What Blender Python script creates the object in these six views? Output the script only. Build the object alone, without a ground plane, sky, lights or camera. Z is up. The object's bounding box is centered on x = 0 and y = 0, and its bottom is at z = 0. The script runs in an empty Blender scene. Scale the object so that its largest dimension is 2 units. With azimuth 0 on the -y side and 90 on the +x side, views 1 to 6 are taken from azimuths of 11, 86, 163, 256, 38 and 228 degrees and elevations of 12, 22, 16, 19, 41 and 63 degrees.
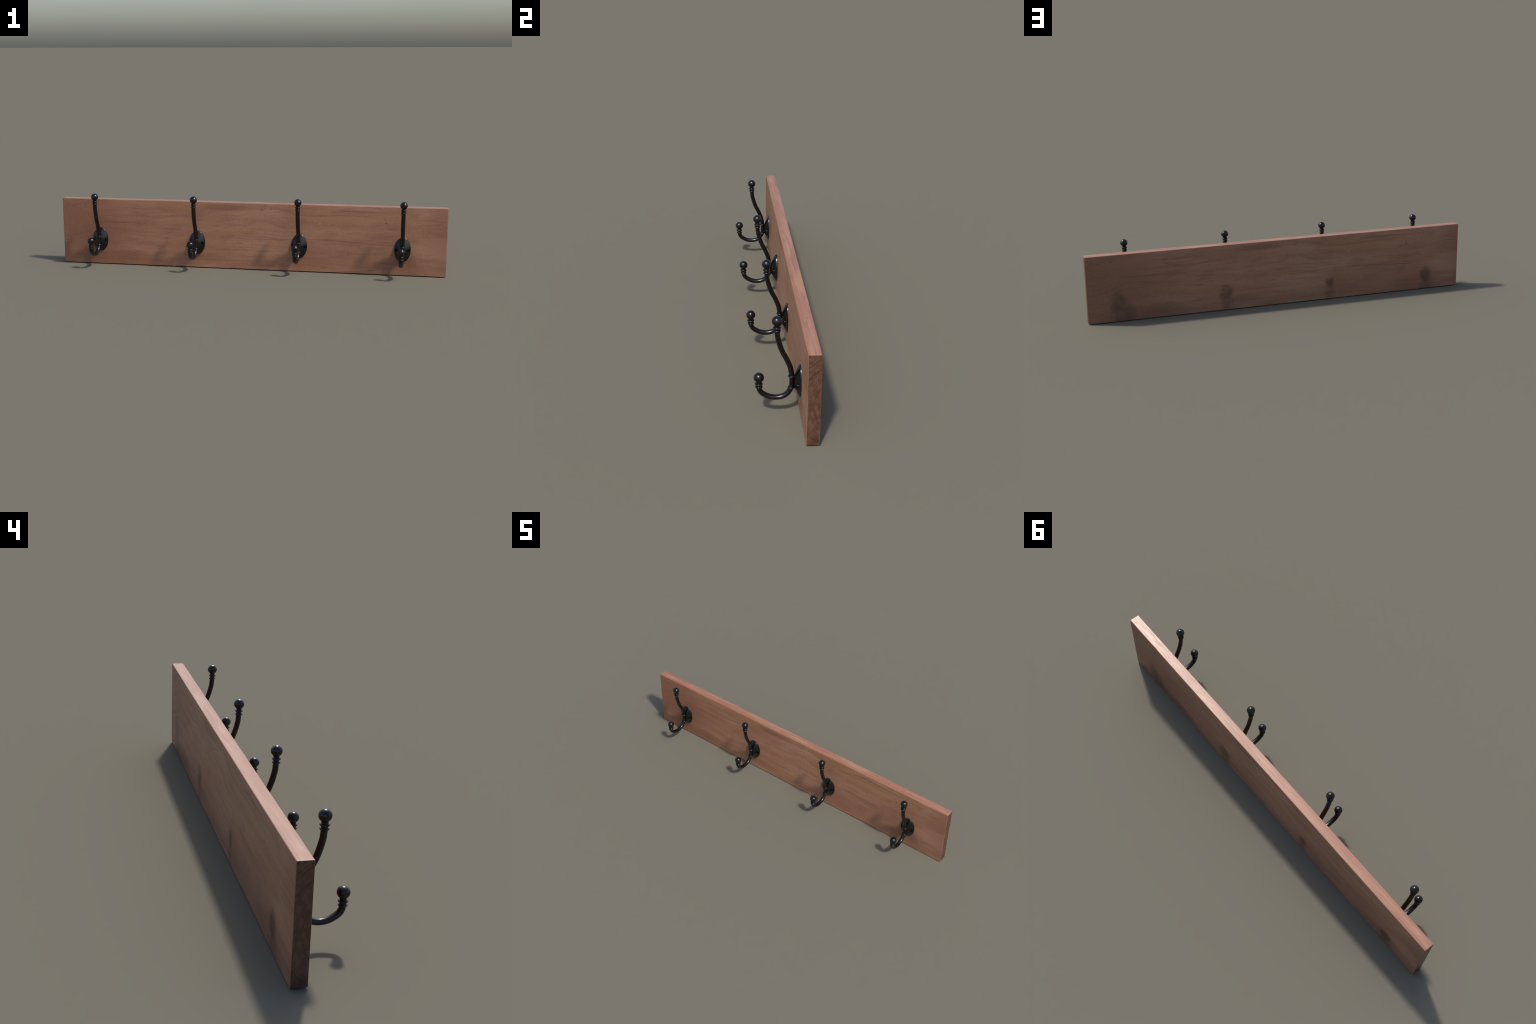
"""Wall coat rack: a reddish-brown board carrying four black double hooks.

Every hook is a swept S-shaped arm with two ball finials, six turned rings,
a domed oval mounting plate and two recessed screws.
Frame: metres, z up, board along x, hooks on the -y side.
"""
import bpy, bmesh, math
from mathutils import Vector, noise

# ------------------------------------------------------------------ sizes
BOARD_HALF_LENGTH = 1.0
BOARD_FRONT, BOARD_BACK = 0.0615, 0.1080
BOARD_HEIGHT = 0.3438
BOARD_MID = 0.5 * (BOARD_FRONT + BOARD_BACK)

PLATE_HALF_WIDTH, PLATE_HALF_HEIGHT = 0.0408, 0.0625
PLATE_RIM, PLATE_RISE = 0.0030, 0.0235
HOOK_HEIGHT = 0.1310                 # plate centre above the floor
HOOK_LEAN = math.radians(1.1)        # hooks lean a touch to the right
# (x of the plate centre, how far it stands off the board)
HOOK_PLACES = [(-0.7947, 0.0), (-0.2693, 0.0040), (0.2624, 0.0), (0.7824, 0.0)]

BALL_RADIUS = 0.0183
SCREW_OFFSET = 0.0308
HOLE_RADIUS = 0.0066


# ------------------------------------------------------------------ helpers
def new_object(name, mesh, parent, material=None):
    obj = bpy.data.objects.new(name, mesh)
    bpy.context.scene.collection.objects.link(obj)
    obj.parent = parent
    if material and not mesh.materials:
        mesh.materials.append(material)
    return obj


def mesh_from_bmesh(name, bm, smooth=True):
    bmesh.ops.recalc_face_normals(bm, faces=bm.faces)
    mesh = bpy.data.meshes.new(name)
    bm.to_mesh(mesh)
    bm.free()
    for p in mesh.polygons:
        p.use_smooth = smooth
    return mesh


def catmull_rom(points, steps):
    pts = [Vector(p) for p in points]
    pts = [2 * pts[0] - pts[1]] + pts + [2 * pts[-1] - pts[-2]]
    out = []
    for i in range(1, len(pts) - 2):
        a, b, c, d = pts[i - 1:i + 3]
        for k in range(steps):
            t = k / steps
            out.append(0.5 * ((2 * b) + (c - a) * t + (2 * a - 5 * b + 4 * c - d) * t * t
                              + (3 * b - a - 3 * c + d) * t ** 3))
    out.append(pts[-2].copy())
    return out


def lathe(name, profile, segments=40, smooth=True):
    """Revolve (radius, height) pairs about z."""
    bm = bmesh.new()
    rows = []
    for r, h in profile:
        if r < 1e-6:
            rows.append([bm.verts.new((0, 0, h))])
        else:
            rows.append([bm.verts.new((r * math.cos(2 * math.pi * k / segments),
                                       r * math.sin(2 * math.pi * k / segments), h))
                         for k in range(segments)])
    for a, b in zip(rows, rows[1:]):
        for k in range(segments):
            k2 = (k + 1) % segments
            if len(a) == 1 and len(b) == 1:
                continue
            if len(a) == 1:
                bm.faces.new((a[0], b[k], b[k2]))
            elif len(b) == 1:
                bm.faces.new((a[k], a[k2], b[0]))
            else:
                bm.faces.new((a[k], a[k2], b[k2], b[k]))
    return mesh_from_bmesh(name, bm, smooth)


# ------------------------------------------------------------------ node kit
class Nodes:
    def __init__(self, name):
        self.mat = bpy.data.materials.new(name)
        self.mat.use_nodes = True
        self.tree = self.mat.node_tree
        self.bsdf = self.tree.nodes["Principled BSDF"]

    def node(self, kind, **inputs):
        n = self.tree.nodes.new(kind)
        for key, val in inputs.items():
            self.plug(n.inputs[key.replace("_", " ")], val)
        return n

    def plug(self, socket, val):
        if hasattr(val, "is_output"):
            self.tree.links.new(val, socket)
        else:
            socket.default_value = val

    def math(self, op, a, b=0.0, c=0.0, clamp=False):
        n = self.tree.nodes.new("ShaderNodeMath")
        n.operation, n.use_clamp = op, clamp
        for s, v in zip(n.inputs, (a, b, c)):
            self.plug(s, v)
        return n.outputs[0]

    def vec(self, x, y, z):
        n = self.tree.nodes.new("ShaderNodeCombineXYZ")
        for s, v in zip(n.inputs, (x, y, z)):
            self.plug(s, v)
        return n.outputs[0]

    def remap(self, v, lo, hi, to_lo=0.0, to_hi=1.0):
        n = self.tree.nodes.new("ShaderNodeMapRange")
        n.interpolation_type = "SMOOTHSTEP"
        for s, val in zip(n.inputs[:5], (v, lo, hi, to_lo, to_hi)):
            self.plug(s, val)
        return n.outputs[0]

    def noise(self, vector, scale, detail=3.0, rough=0.55, distortion=0.0):
        n = self.node("ShaderNodeTexNoise", Vector=vector, Scale=scale, Detail=detail,
                      Roughness=rough, Distortion=distortion)
        return n.outputs["Fac"]

    def mix(self, fac, a, b, mode="MIX"):
        n = self.tree.nodes.new("ShaderNodeMix")
        n.data_type, n.blend_type = "RGBA", mode
        self.plug(n.inputs[0], fac)
        for s, v in ((n.inputs[6], a), (n.inputs[7], b)):
            if not hasattr(v, "is_output") and len(v) == 3:
                v = (*v, 1.0)
            self.plug(s, v)
        return n.outputs[2]

    def spot(self, u, v, cu, cv, ru, rv, tilt=0.0, soft=1.0):
        """1 in the middle of an oval mark, falling to 0 at its border."""
        du, dv = self.math("SUBTRACT", u, cu), self.math("SUBTRACT", v, cv)
        if tilt:
            dv = self.math("SUBTRACT", dv, self.math("MULTIPLY", du, tilt))
        d = self.math("ADD", self.math("POWER", self.math("ABSOLUTE", self.math("DIVIDE", du, ru)), 2.0),
                      self.math("POWER", self.math("ABSOLUTE", self.math("DIVIDE", dv, rv)), 2.0))
        return self.remap(d, 1.0 - soft, 1.0, 1.0, 0.0)

    def highest(self, values):
        out = values[0]
        for v in values[1:]:
            out = self.math("MAXIMUM", out, v)
        return out


# ------------------------------------------------------------------ wood
WOOD_LIGHT = (0.388, 0.2, 0.119)
WOOD_MAIN = (0.34, 0.16, 0.092)
WOOD_RED = (0.31, 0.132, 0.072)
WOOD_GOLD = (0.365, 0.182, 0.085)
WOOD_DARK = (0.175, 0.075, 0.042)
WOOD_PLATE_SHADE = (0.095, 0.047, 0.025)


def wood_face_material():
    """Broad faces. u runs along the board as seen from the front; the back shows
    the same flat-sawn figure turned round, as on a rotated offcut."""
    m = Nodes("board_face_wood")
    co = m.node("ShaderNodeTexCoord").outputs["Object"]
    sep = m.node("ShaderNodeSeparateXYZ", Vector=co)
    x, y, z = sep.outputs
    side = m.math("MULTIPLY_ADD", m.math("GREATER_THAN", y, BOARD_MID), -2.0, 1.0)
    u = m.math("MULTIPLY", x, side)

    # slow waviness of the grain lines
    sway = m.noise(m.vec(u, 0.0, m.math("MULTIPLY", z, 3.0)), 1.7, 2.0)
    wander = m.noise(m.vec(u, 3.1, m.math("MULTIPLY", z, 2.0)), 5.0, 2.0)
    zw = m.math("ADD", z, m.math("MULTIPLY_ADD", sway, 0.075, -0.037))
    zw = m.math("ADD", zw, m.math("MULTIPLY_ADD", wander, 0.022, -0.011))
    # grain dips around the knots near the left end and the upper middle
    dip = m.spot(u, z, -1.02, 0.27, 0.24, 0.30)
    zw = m.math("ADD", zw, m.math("MULTIPLY", dip, 0.055))
    dip = m.spot(u, z, 0.09, 0.30, 0.16, 0.10)
    zw = m.math("SUBTRACT", zw, m.math("MULTIPLY", dip, 0.020))

    # broad growth bands, medium lines, fine fibres
    bands = m.noise(m.vec(m.math("MULTIPLY", u, 0.9), 1.0, m.math("MULTIPLY", zw, 19.0)), 1.0, 2.0)
    lines = m.noise(m.vec(m.math("MULTIPLY", u, 2.6), 4.0, m.math("MULTIPLY", zw, 85.0)), 1.0, 3.0, 0.6)
    fibre = m.noise(m.vec(m.math("MULTIPLY", u, 26.0), 7.0, m.math("MULTIPLY", zw, 420.0)), 1.0, 2.0)
    cloud = m.noise(m.vec(m.math("MULTIPLY", u, 3.0), 9.0, m.math("MULTIPLY", z, 8.0)), 1.0, 3.0)
    grain = m.noise(m.vec(m.math("MULTIPLY", u, 220.0), 2.0, m.math("MULTIPLY", z, 330.0)), 1.0, 2.0)

    col = m.mix(m.remap(cloud, 0.36, 0.66), WOOD_MAIN, WOOD_LIGHT)
    red = m.math("MULTIPLY", m.remap(bands, 0.44, 0.66), 0.55)
    col = m.mix(red, col, WOOD_RED)
    mott = m.noise(m.vec(m.math("MULTIPLY", u, 6.5), 21.0, m.math("MULTIPLY", zw, 28.0)), 1.0, 3.0, 0.6)
    col = m.mix(m.math("MULTIPLY", m.remap(mott, 0.47, 0.68), 0.50), col, (0.235, 0.100, 0.058))
    # golden streaks along the upper part and middle
    gold = m.highest([m.spot(u, z, -0.36, 0.322, 0.34, 0.026, 0.0),
                      m.spot(u, z, 0.50, 0.285, 0.46, 0.040, -0.02),
                      m.spot(u, z, 0.0, 0.205, 0.22, 0.020, 0.02),
                      m.spot(u, z, 0.27, 0.325, 0.20, 0.020)])
    col = m.mix(m.math("MULTIPLY", gold, 0.45), col, WOOD_GOLD)
    # redder, deeper zones at the left end and along the foot
    deep = m.highest([m.math("MULTIPLY", m.spot(u, z, -1.05, 0.15, 0.56, 0.36), 1.0),
                      m.math("MULTIPLY", m.spot(u, z, -0.74, 0.03, 0.30, 0.08), 1.0),
                      m.math("MULTIPLY", m.spot(u, z, 0.45, 0.10, 0.40, 0.09), 0.45),
                      m.math("MULTIPLY", m.spot(u, z, 0.78, 0.04, 0.20, 0.08), 0.70),
                      m.math("MULTIPLY", m.spot(u, z, -0.12, 0.318, 0.16, 0.022), 0.85),
                      m.math("MULTIPLY", m.spot(u, z, 1.03, 0.20, 0.17, 0.28), 0.75)])
    deep = m.math("MULTIPLY", deep, m.remap(cloud, 0.25, 0.65, 1.0, 0.75))
    col = m.mix(deep, col, (0.215, 0.092, 0.052))
    pale = m.highest([m.spot(u, z, 0.02, 0.285, 0.26, 0.030, -0.03),
                      m.spot(u, z, 0.93, 0.12, 0.12, 0.11),
                      m.spot(u, z, 0.10, 0.10, 0.22, 0.055)])
    col = m.mix(m.math("MULTIPLY", pale, 0.55), col, (0.395, 0.212, 0.132))

    curl = m.noise(m.vec(m.math("MULTIPLY", u, 30.0), 6.0, m.math("MULTIPLY", z, 45.0)), 1.0, 2.0, 0.5, 1.2)
    halo = m.highest([m.spot(u, z, 0.105, 0.318, 0.050, 0.030), m.spot(u, z, 0.15, 0.285, 0.07, 0.020, -0.1),
                      m.math("MULTIPLY", m.spot(u, z, 0.345, 0.256, 0.04, 0.014, -0.2), 0.8)])
    col = m.mix(m.math("MULTIPLY", m.math("MULTIPLY", halo, m.remap(curl, 0.46, 0.60)), 0.55), col, (0.43, 0.24, 0.155))
    col = m.mix(m.math("MULTIPLY", m.math("MULTIPLY", halo, m.remap(curl, 0.46, 0.34)), 0.45), col, WOOD_DARK)

    dark = m.math("MULTIPLY", m.remap(lines, 0.47, 0.72), m.remap(cloud, 0.30, 0.60, 0.52, 0.34))
    col = m.mix(dark, col, WOOD_DARK)
    col = m.mix(m.math("MULTIPLY", m.remap(fibre, 0.50, 0.75), 0.16), col, WOOD_DARK)
    col = m.mix(m.math("MULTIPLY", m.remap(grain, 0.35, 0.65), 0.10), col, WOOD_LIGHT)

    # short dark dashes and a speckle of pores, stronger where the figure is busy
    dash = m.noise(m.vec(m.math("MULTIPLY", u, 9.0), 11.0, m.math("MULTIPLY", zw, 190.0)), 1.0, 2.0, 0.5)
    col = m.mix(m.math("MULTIPLY", m.remap(dash, 0.58, 0.74), m.remap(bands, 0.35, 0.6, 0.25, 0.55)), col, WOOD_DARK)
    fleck = m.noise(m.vec(m.math("MULTIPLY", u, 75.0), 13.0, m.math("MULTIPLY", z, 150.0)), 1.0, 2.0, 0.6)
    col = m.mix(m.math("MULTIPLY", m.remap(fleck, 0.48, 0.72), 0.22), col, WOOD_DARK)
    col = m.mix(m.math("MULTIPLY", m.remap(fleck, 0.46, 0.30), 0.22), col, (0.43, 0.235, 0.150))

    # long drawn-out dark lines, one by one: centre, half length, slope
    long_lines = [(-0.60, 0.300, 0.16, 0.0035, -0.005), (-0.93, 0.300, 0.10, 0.0035, -0.42),
                  (-0.70, 0.259, 0.14, 0.0032, 0.02), (-0.42, 0.266, 0.15, 0.0028, 0.02),
                  (-0.74, 0.222, 0.22, 0.0028, -0.01), (-0.44, 0.148, 0.10, 0.0026, 0.01),
                  (0.58, 0.316, 0.17, 0.0036, 0.0), (0.46, 0.293, 0.24, 0.0024, 0.01),
                  (0.52, 0.160, 0.30, 0.0042, -0.05), (-0.13, 0.308, 0.15, 0.0055, 0.0),
                  (0.93, 0.262, 0.09, 0.0032, 0.05), (-0.10, 0.044, 0.40, 0.0030, 0.01),
                  (0.66, 0.032, 0.22, 0.0030, -0.02), (0.74, 0.052, 0.16, 0.0028, -0.08),
                  (0.14, 0.160, 0.16, 0.0030, 0.02), (0.26, 0.272, 0.16, 0.0024, -0.02)]
    strokes = m.highest([m.spot(u, zw_i, cu, cv, ru, rv, s) for cu, cv, ru, rv, s in long_lines
                         for zw_i in (m.math("ADD", z, m.math("MULTIPLY_ADD", wander, 0.012, -0.006)),)])
    strokes = m.math("MULTIPLY", strokes, m.remap(lines, 0.30, 0.62, 0.15, 0.60))
    col = m.mix(strokes, col, WOOD_DARK)

    # small dark flecks and pin knots
    flecks = [(-0.607, 0.3034, 0.018, 0.0022), (-0.8754, 0.3114, 0.007, 0.0045), (-0.475, 0.265, 0.014, 0.0020),
              (-0.402, 0.268, 0.016, 0.0018), (-0.598, 0.1424, 0.013, 0.0022), (-0.436, 0.1484, 0.022, 0.0024),
              (-0.047, 0.134, 0.018, 0.0026), (0.0703, 0.3117, 0.010, 0.0055), (0.351, 0.2533, 0.006, 0.0060),
              (0.5625, 0.1371, 0.011, 0.0018), (0.3845, 0.0189, 0.009, 0.0030), (0.820, 0.0648, 0.007, 0.0030),
              (0.848, 0.0564, 0.007, 0.0028), (0.90, 0.012, 0.005, 0.0030), (0.697, 0.262, 0.007, 0.0070),
              (0.692, 0.282, 0.0035, 0.0140), (-0.075, 0.124, 0.008, 0.0018), (0.33, 0.262, 0.012, 0.0022),
              (0.79, 0.030, 0.020, 0.0020), (0.62, 0.018, 0.018, 0.0020)]
    specks = m.highest([m.spot(u, z, *f) for f in flecks])
    col = m.mix(m.math("MULTIPLY", specks, 0.50), col, (0.085, 0.036, 0.025))

    # baked shadow of the hook plates, painted into the wood colour as brown spots
    ragged = m.noise(m.vec(m.math("MULTIPLY", u, 16.0), 5.0, m.math("MULTIPLY", z, 24.0)), 1.0, 4.0, 0.65)
    us = m.math("ADD", u, m.math("MULTIPLY_ADD", ragged, 0.06, -0.03))
    zs = m.math("ADD", z, m.math("MULTIPLY_ADD", cloud, 0.05, -0.025))
    painted_plate_shade = m.highest([m.spot(us, zs, -0.845, 0.085, 0.050, 0.075),
                        m.math("MULTIPLY", m.spot(us, zs, -0.82, 0.045, 0.075, 0.080), 0.75),
                        m.spot(us, zs, -0.295, 0.090, 0.046, 0.055),
                        m.math("MULTIPLY", m.spot(us, zs, -0.30, 0.045, 0.045, 0.075), 0.6),
                        m.spot(us, zs, 0.265, 0.080, 0.038, 0.044),
                        m.math("MULTIPLY", m.spot(us, zs, 0.265, 0.035, 0.035, 0.060), 0.5),
                        m.spot(us, zs, 0.812, 0.070, 0.042, 0.062),
                        m.math("MULTIPLY", m.spot(us, zs, 0.815, 0.020, 0.060, 0.050), 0.5)])
    painted_plate_shade = m.math("MULTIPLY", painted_plate_shade, m.remap(ragged, 0.30, 0.65, 0.55, 0.95))
    # painted strongly on the back, faintly in front where the plates cover the wood
    painted_plate_shade = m.math("MULTIPLY", painted_plate_shade, m.math("MULTIPLY_ADD", side, -0.34, 0.64))
    col = m.mix(painted_plate_shade, col, WOOD_PLATE_SHADE)

    # pale scratches and torn grain
    pale_marks = [(0.460, 0.215, 0.0035, 0.022), (0.468, 0.190, 0.0030, 0.020), (0.438, 0.105, 0.004, 0.020),
                  (0.500, 0.095, 0.003, 0.024), (0.15, 0.295, 0.03, 0.002)]
    marks = m.highest([m.spot(u, z, *f) for f in pale_marks])
    col = m.mix(m.math("MULTIPLY", marks, 0.22), col, (0.45, 0.28, 0.21))
    torn = m.highest([m.spot(u, z, -0.52, 0.068, 0.26, 0.028, -0.03), m.spot(u, z, 0.60, 0.112, 0.22, 0.016, -0.02),
                      m.spot(u, z, -0.76, 0.055, 0.08, 0.05), m.spot(u, z, 0.15, 0.290, 0.09, 0.025)])
    pits = m.noise(m.vec(m.math("MULTIPLY", u, 95.0), 8.0, m.math("MULTIPLY", z, 190.0)), 1.0, 2.0)
    col = m.mix(m.math("MULTIPLY", m.math("MULTIPLY", torn, m.remap(pits, 0.56, 0.70)), 0.35), col, WOOD_DARK)

    height = m.math("MULTIPLY_ADD", fibre, 0.25, m.math("MULTIPLY", lines, -0.35))
    height = m.math("ADD", height, m.math("MULTIPLY", m.math("MULTIPLY", torn, pits), 1.6))
    bump = m.node("ShaderNodeBump", Strength=0.30, Distance=0.0016, Height=height)
    m.plug(m.bsdf.inputs["Base Color"], col)
    m.plug(m.bsdf.inputs["Roughness"], m.remap(lines, 0.3, 0.7, 0.40, 0.50))
    m.plug(m.bsdf.inputs["Specular IOR Level"], 0.5)
    m.plug(m.bsdf.inputs["Normal"], bump.outputs[0])
    return m.mat


def wood_edge_material():
    """Long narrow edges: straight grain lines along the board, a few dark ticks."""
    m = Nodes("board_edge_wood")
    co = m.node("ShaderNodeTexCoord").outputs["Object"]
    x, y, z = m.node("ShaderNodeSeparateXYZ", Vector=co).outputs
    sway = m.noise(m.vec(x, 0.0, z), 2.2, 2.0)
    yw = m.math("ADD", y, m.math("MULTIPLY_ADD", sway, 0.06, -0.03))
    lines = m.noise(m.vec(m.math("MULTIPLY", x, 2.2), z, m.math("MULTIPLY", yw, 95.0)), 1.0, 3.0, 0.6)
    fibre = m.noise(m.vec(m.math("MULTIPLY", x, 24.0), z, m.math("MULTIPLY", yw, 480.0)), 1.0, 2.0)
    cloud = m.noise(m.vec(m.math("MULTIPLY", x, 4.0), 3.0, m.math("MULTIPLY", y, 20.0)), 1.0, 2.0)
    col = m.mix(m.remap(cloud, 0.35, 0.68), (0.310, 0.145, 0.086), (0.365, 0.188, 0.116))
    col = m.mix(m.math("MULTIPLY", m.remap(lines, 0.48, 0.72), 0.60), col, (0.195, 0.082, 0.052))
    col = m.mix(m.math("MULTIPLY", m.remap(fibre, 0.5, 0.75), 0.15), col, (0.20, 0.085, 0.060))
    strip = m.math("ABSOLUTE", m.math("DIVIDE", m.math("SUBTRACT", yw, BOARD_MID + 0.004), 0.020))
    col = m.mix(m.remap(strip, 0.45, 1.05, 0.0, 0.60), col, (0.275, 0.108, 0.058))
    worn = m.noise(m.vec(m.math("MULTIPLY", x, 7.0), 15.0, m.math("MULTIPLY", y, 60.0)), 1.0, 3.0)
    col = m.mix(m.math("MULTIPLY", m.remap(worn, 0.50, 0.66), 0.45), col, (0.24, 0.098, 0.060))
    ticks = [(0.066, 0.0934, 0.012, 0.0022), (0.34, 0.0665, 0.010, 0.0030), (0.36, 0.069, 0.008, 0.0016),
             (0.72, 0.088, 0.010, 0.0040), (-0.42, 0.088, 0.016, 0.0016), (-0.84, 0.098, 0.014, 0.0018),
             (-0.16, 0.078, 0.030, 0.0020), (0.55, 0.095, 0.020, 0.0018)]
    specks = m.highest([m.spot(x, y, *t) for t in ticks])
    col = m.mix(m.math("MULTIPLY", specks, 0.55), col, (0.12, 0.055, 0.045))
    bump = m.node("ShaderNodeBump", Strength=0.25, Distance=0.001, Height=lines)
    m.plug(m.bsdf.inputs["Base Color"], col)
    m.plug(m.bsdf.inputs["Roughness"], m.remap(fibre, 0.3, 0.7, 0.36, 0.44))
    m.plug(m.bsdf.inputs["Normal"], bump.outputs[0])
    return m.mat


def wood_end_material():
    """End grain: growth rings as arcs round a pith beside the board, open pores."""
    m = Nodes("board_end_grain")
    co = m.node("ShaderNodeTexCoord").outputs["Object"]
    x, y, z = m.node("ShaderNodeSeparateXYZ", Vector=co).outputs
    side = m.math("MULTIPLY_ADD", m.math("GREATER_THAN", x, 0.0), 2.0, -1.0)
    v = m.math("MULTIPLY", m.math("SUBTRACT", y, BOARD_MID), side)     # mirrored on the other end
    wob = m.noise(m.vec(v, z, 2.0), 38.0, 3.0)
    dv = m.math("SUBTRACT", v, 0.075)
    dz = m.math("MULTIPLY", m.math("SUBTRACT", z, 0.150), 0.80)
    rad = m.math("SQRT", m.math("ADD", m.math("MULTIPLY", dv, dv), m.math("MULTIPLY", dz, dz)))
    rad = m.math("ADD", rad, m.math("MULTIPLY_ADD", wob, 0.012, -0.006))
    rings = m.noise(m.vec(m.math("MULTIPLY", rad, 150.0), 0.0, 0.0), 1.0, 3.0, 0.6)
    cloud = m.noise(m.vec(v, m.math("MULTIPLY", z, 0.7), 5.0), 60.0, 4.0)
    pores = m.noise(m.vec(v, z, 1.0), 430.0, 1.0)
    col = m.mix(m.remap(cloud, 0.38, 0.62), (0.078, 0.033, 0.018), (0.122, 0.056, 0.034))
    col = m.mix(m.math("MULTIPLY", m.remap(rings, 0.50, 0.60), 0.70), col, (0.042, 0.019, 0.010))
    col = m.mix(m.math("MULTIPLY", m.remap(pores, 0.54, 0.66), 0.45), col, (0.180, 0.098, 0.066))
    col = m.mix(m.math("MULTIPLY", m.remap(pores, 0.45, 0.30), 0.25), col, (0.05, 0.022, 0.013))
    patch = m.spot(v, z, 0.006, 0.022, 0.024, 0.024)
    col = m.mix(m.math("MULTIPLY", patch, 0.55), col, (0.036, 0.020, 0.012))
    bump = m.node("ShaderNodeBump", Strength=0.35, Distance=0.0008, Height=pores)
    m.plug(m.bsdf.inputs["Base Color"], col)
    m.plug(m.bsdf.inputs["Roughness"], 0.42)
    m.plug(m.bsdf.inputs["Normal"], bump.outputs[0])
    return m.mat


def black_iron_material(name, rough, base):
    m = Nodes(name)
    co = m.node("ShaderNodeTexCoord").outputs["Object"]
    mott = m.noise(co, 90.0, 3.0)
    m.plug(m.bsdf.inputs["Base Color"], m.mix(mott, tuple(0.8 * c for c in base), tuple(1.2 * c for c in base)))
    m.plug(m.bsdf.inputs["Roughness"], rough)
    m.plug(m.bsdf.inputs["Specular IOR Level"], 0.5)
    return m.mat


# ------------------------------------------------------------------ board
def edge_radius(corner, x):
    """Rounding of a long edge: small, slightly uneven, with the odd worn dent."""
    p = Vector((x * 7.0, corner * 3.7, 0.4))
    wave = noise.noise(p)
    dent = max(0.0, noise.noise(Vector((x * 23.0, corner * 9.1, 2.0))) - 0.38)
    return 0.0026 + 0.0009 * wave + 0.0060 * dent


def board_section(bm, x, inset, lift):
    """Rounded rectangle across the board at x; inset shrinks it towards the end arrises."""
    y0, y1 = BOARD_FRONT + inset, BOARD_BACK - inset
    z0, z1 = inset + lift, BOARD_HEIGHT - inset
    out = []
    corners = ((y1, z0, -1, 1, -90), (y1, z1, -1, -1, 0), (y0, z1, 1, -1, 90), (y0, z0, 1, 1, 180))
    for c, (y, z, sy, sz, a0) in enumerate(corners):
        r = edge_radius(c, x)
        for k in range(5):
            a = math.radians(a0 + 90 * k / 4)
            out.append(bm.verts.new((x, y + sy * r + r * math.cos(a), z + sz * r + r * math.sin(a))))
    return out


def build_board(parent):
    bm = bmesh.new()
    r = 0.0024
    stations = [(-1.0 + r * (1 - math.cos(math.radians(30 * k))), r * (1 - math.sin(math.radians(30 * k))))
                for k in range(4)]
    n = 220
    middle = [(-1 + r + (2 - 2 * r) * k / n, 0.0) for k in range(1, n)]
    stations = stations + middle + [(-x, i) for x, i in reversed(stations)]
    rows = []
    for x, inset in stations:
        near_end = max(0.0, 1.0 - (BOARD_HALF_LENGTH - abs(x)) / 0.006)
        rows.append(board_section(bm, x, inset, 0.0035 * near_end ** 2))
    for a, b in zip(rows, rows[1:]):
        for k in range(len(a)):
            bm.faces.new((a[k], a[(k + 1) % len(a)], b[(k + 1) % len(a)], b[k]))
    bm.faces.new(rows[0])
    bm.faces.new(list(reversed(rows[-1])))
    bmesh.ops.recalc_face_normals(bm, faces=bm.faces)
    bm.normal_update()
    for f in bm.faces:
        n = f.normal
        f.material_index = 2 if abs(n.x) > 0.8 else (0 if abs(n.y) > 0.6 else 1)
    mesh = mesh_from_bmesh("board", bm)
    mesh.shade_smooth()
    obj = new_object("board", mesh, parent)
    for mat in (wood_face_material(), wood_edge_material(), wood_end_material()):
        mesh.materials.append(mat)
    mod = obj.modifiers.new("face_weighted", "WEIGHTED_NORMAL")
    mod.keep_sharp = True
    mod.weight = 100
    return obj


# ------------------------------------------------------------------ hook
# arm centre line in the hook's own plane: (outwards from the board, height), world
# values of the straight-mounted hook; half widths follow below
ARM_LINE = [(-0.0238, 0.3560), (-0.0237, 0.3420), (-0.0231, 0.3300), (-0.0224, 0.3180), (-0.0205, 0.3020),
            (-0.0126, 0.2720), (-0.0025, 0.2450), (0.0086, 0.2240), (0.0180, 0.2025),
            (0.0240, 0.1870), (0.0284, 0.1650), (0.0299, 0.1508), (0.0303, 0.1345), (0.0300, 0.1200),
            (0.0290, 0.1070), (0.0240, 0.0940), (0.0140, 0.0805), (-0.0010, 0.0708), (-0.0220, 0.0667),
            (-0.0420, 0.0690), (-0.0580, 0.0750), (-0.0740, 0.0855), (-0.0822, 0.0965), (-0.0852, 0.1080),
            (-0.0857, 0.1200), (-0.0857, 0.1370)]
UPPER_BALL, LOWER_BALL = (-0.0239, 0.3668), (-0.0857, 0.1474)


def local(p):
    """(y, z) of the plain hook -> hook space, whose origin is the plate centre on the board."""
    return Vector((0.0, p[0] - BOARD_FRONT, p[1] - HOOK_HEIGHT))


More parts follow.
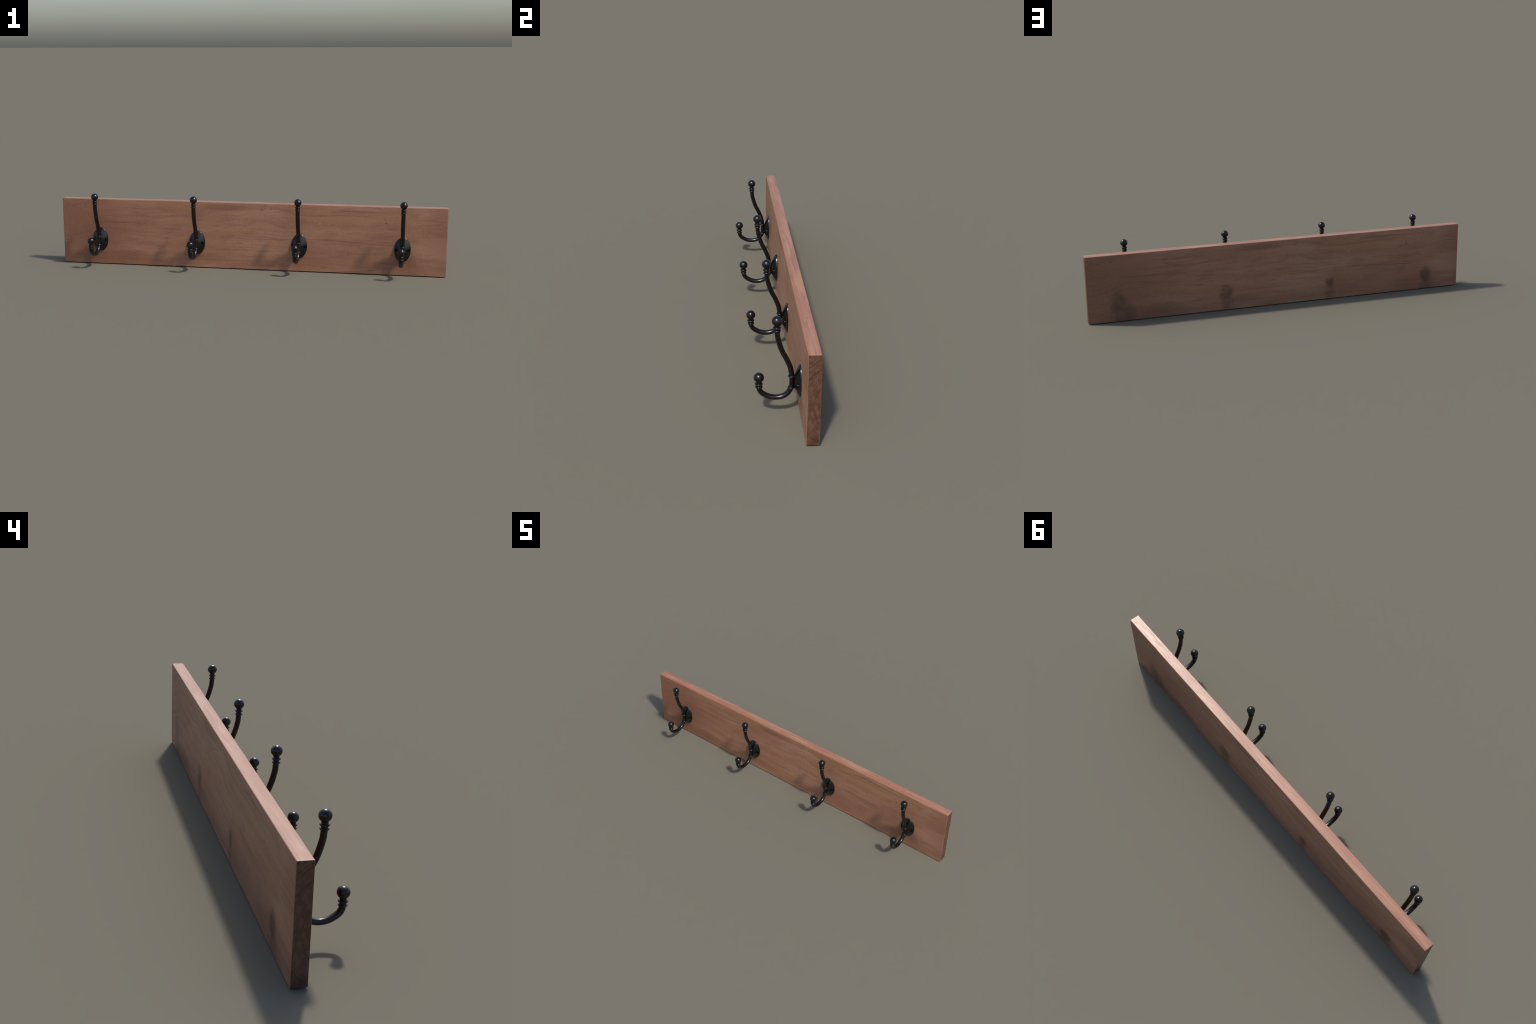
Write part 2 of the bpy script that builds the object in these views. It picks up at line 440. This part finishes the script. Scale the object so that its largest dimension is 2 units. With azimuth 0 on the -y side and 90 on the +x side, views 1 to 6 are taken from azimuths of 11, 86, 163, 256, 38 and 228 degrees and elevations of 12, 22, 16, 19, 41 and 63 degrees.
def arm_mesh():
    line = catmull_rom([local(p) for p in ARM_LINE], 6)
    bm = bmesh.new()
    rings, seg = [], 24
    for i, p in enumerate(line):
        t = (line[min(i + 1, len(line) - 1)] - line[max(i - 1, 0)]).normalized()
        side = Vector((1, 0, 0))
        up = t.cross(side).normalized()
        h = p.z + HOOK_HEIGHT
        depth, width = 0.0094, 0.0104
        if 0.107 < h < 0.150 and p.y + BOARD_FRONT > 0.02:      # waist between the collars
            depth, width = 0.0083, 0.0094
        if p.y + BOARD_FRONT < -0.03 and h < 0.2:               # lower arm widens to its tip
            width = 0.0110
        rings.append([bm.verts.new(p + side * (width * math.cos(a)) + up * (depth * math.sin(a)))
                      for a in (2 * math.pi * k / seg for k in range(seg))])
    for a, b in zip(rings, rings[1:]):
        for k in range(seg):
            bm.faces.new((a[k], a[(k + 1) % seg], b[(k + 1) % seg], b[k]))
    bm.faces.new(rings[0])
    bm.faces.new(list(reversed(rings[-1])))
    return mesh_from_bmesh("hook", bm)


def ball_mesh():
    neck = [(0.0, -0.0235), (0.0100, -0.0235), (0.0094, -0.0190)]
    start = math.asin(min(1, 0.0090 / BALL_RADIUS))
    prof = neck + [(BALL_RADIUS * math.sin(a), -BALL_RADIUS * math.cos(a))
                   for a in (start + (math.pi - start) * k / 26 for k in range(27))]
    return lathe("ball_finial", prof, 48)


def ring_mesh(outer, inner, half_height):
    """Turned bead: round outside, buried in the arm inside."""
    n = 14
    prof = [(inner, -half_height)]
    prof += [(outer - half_height + half_height * math.cos(a), half_height * math.sin(a))
             for a in (-math.pi / 2 + math.pi * k / n for k in range(n + 1))]
    prof += [(inner, half_height)]
    return lathe("ring", prof, 40)


def plate_out(r):
    """Height of the plate's face above its rim at relative radius r: a low dome, nearly conical at the rim."""
    return PLATE_RISE * (1.0 - r ** 1.5)


def plate_mesh():
    seg, rows_n = 96, 30
    bm = bmesh.new()
    rows = []

    def ring(r, y):
        return [bm.verts.new((PLATE_HALF_WIDTH * r * math.cos(2 * math.pi * k / seg), y,
                              PLATE_HALF_HEIGHT * r * math.sin(2 * math.pi * k / seg))) for k in range(seg)]
    rows.append(ring(1.0, 0.004))
    rows.append(ring(1.0, -PLATE_RIM + 0.0010))
    rows.append(ring(0.995, -PLATE_RIM + 0.0003))
    for i in range(rows_n):
        r = 0.985 * (1 - i / rows_n)
        rows.append(ring(r, -PLATE_RIM - plate_out(r)))
    for a, b in zip(rows, rows[1:]):
        for k in range(seg):
            bm.faces.new((a[k], a[(k + 1) % seg], b[(k + 1) % seg], b[k]))
    bm.faces.new(rows[0])
    bm.faces.new(rows[-1])
    return mesh_from_bmesh("mounting_plate", bm)


def drill_plate(obj):
    """Cut the two counterbored screw holes and bake the result into the mesh."""
    cutters = []
    for sx in (-1, 1):
        mesh = lathe("drill", [(0, -0.001), (HOLE_RADIUS, -0.001), (HOLE_RADIUS, 0.05), (0, 0.05)], 32)
        c = new_object("drill", mesh, None)
        c.rotation_euler = (math.pi / 2, 0, 0)
        c.location = (sx * SCREW_OFFSET, 0.0, 0.0)
        cutters.append(c)
        mod = obj.modifiers.new("drill", "BOOLEAN")
        mod.operation, mod.object, mod.solver = "DIFFERENCE", c, "EXACT"
    bpy.context.view_layer.update()
    dep = bpy.context.evaluated_depsgraph_get()
    mesh = bpy.data.meshes.new_from_object(obj.evaluated_get(dep))
    obj.modifiers.clear()
    old = obj.data
    obj.data = mesh
    mesh.name = "mounting_plate"
    bpy.data.meshes.remove(old)
    for c in cutters:
        bpy.data.objects.remove(c)
    mesh.set_sharp_from_angle(angle=math.radians(35))


def screw_mesh():
    """Round head with a cross recess, axis along z."""
    r, h = 0.0056, 0.0026
    n = 8
    prof = [(0.0, -0.006), (r * 0.6, -0.006), (r, 0.0)]
    prof += [(r * math.cos(a), h * math.sin(a)) for a in (math.pi / 2 * k / n for k in range(1, n))] + [(0.0, h)]
    mesh = lathe("screw", prof, 32)
    obj = new_object("screw_blank", mesh, None)
    cutters = []
    for k in range(2):
        bm = bmesh.new()
        bmesh.ops.create_cube(bm, size=1.0)
        c = new_object("slot", mesh_from_bmesh("slot", bm, False), None)
        c.scale = (0.0078, 0.0016, 0.004)
        c.location = (0, 0, h)
        c.rotation_euler = (0, 0, math.radians(20) + k * math.pi / 2)
        cutters.append(c)
        mod = obj.modifiers.new("slot", "BOOLEAN")
        mod.operation, mod.object, mod.solver = "DIFFERENCE", c, "EXACT"
    bpy.context.view_layer.update()
    dep = bpy.context.evaluated_depsgraph_get()
    out = bpy.data.meshes.new_from_object(obj.evaluated_get(dep))
    out.name = "screw"
    for o in cutters + [obj]:
        bpy.data.objects.remove(o)
    out.set_sharp_from_angle(angle=math.radians(40))
    return out


def build_hooks(parent):
    iron = black_iron_material("black_iron", 0.27, (0.0030, 0.0030, 0.0028))
    steel = black_iron_material("dark_screw_steel", 0.36, (0.006, 0.006, 0.006))
    arm, ball = arm_mesh(), ball_mesh()
    bead_wide = ring_mesh(0.0141, 0.006, 0.0030)
    bead = ring_mesh(0.0132, 0.006, 0.0030)
    collar = ring_mesh(0.0129, 0.006, 0.0033)
    screw = screw_mesh()
    for me in (arm, ball, bead_wide, bead, collar):
        me.materials.append(iron)
    screw.materials.append(steel)
    blank = new_object("mounting_plate", plate_mesh(), None)
    drill_plate(blank)
    plate = blank.data
    plate.materials.clear()
    plate.materials.append(iron)
    bpy.data.objects.remove(blank)

    bead_places = []
    for (by, bz) in (UPPER_BALL, LOWER_BALL):
        bead_places += [(bead_wide, (by, bz - 0.0246)), (bead, (by + 0.0004, bz - 0.0362))]
    bead_places += [(collar, (0.0299, 0.1508)), (collar, (0.0290, 0.1058))]

    for x, off in HOOK_PLACES:
        hook = new_object("hook", arm, parent)
        hook.location = (x, BOARD_FRONT - off, HOOK_HEIGHT)
        hook.rotation_euler = (0, HOOK_LEAN, 0)
        new_object("mounting_plate", plate, hook)
        for p in (UPPER_BALL, LOWER_BALL):
            new_object("ball_finial", ball, hook).location = local(p)
        for me, p in bead_places:
            new_object("ring", me, hook).location = local(p)
        for k, sx in enumerate((-1, 1)):
            s = new_object("screw", screw, hook)
            s.location = (sx * SCREW_OFFSET, -0.0025 + off, 0.0)
            s.rotation_euler = (math.pi / 2, 0.5 * k + 3.0 * x, 0)


# ------------------------------------------------------------------ assemble
rack = bpy.data.objects.new("coat_rack", None)
bpy.context.scene.collection.objects.link(rack)
rack["label"] = "reddish brown wooden board with four black double coat hooks"
rack["category"] = "coat rack"
build_board(rack)
build_hooks(rack)
bpy.context.view_layer.update()
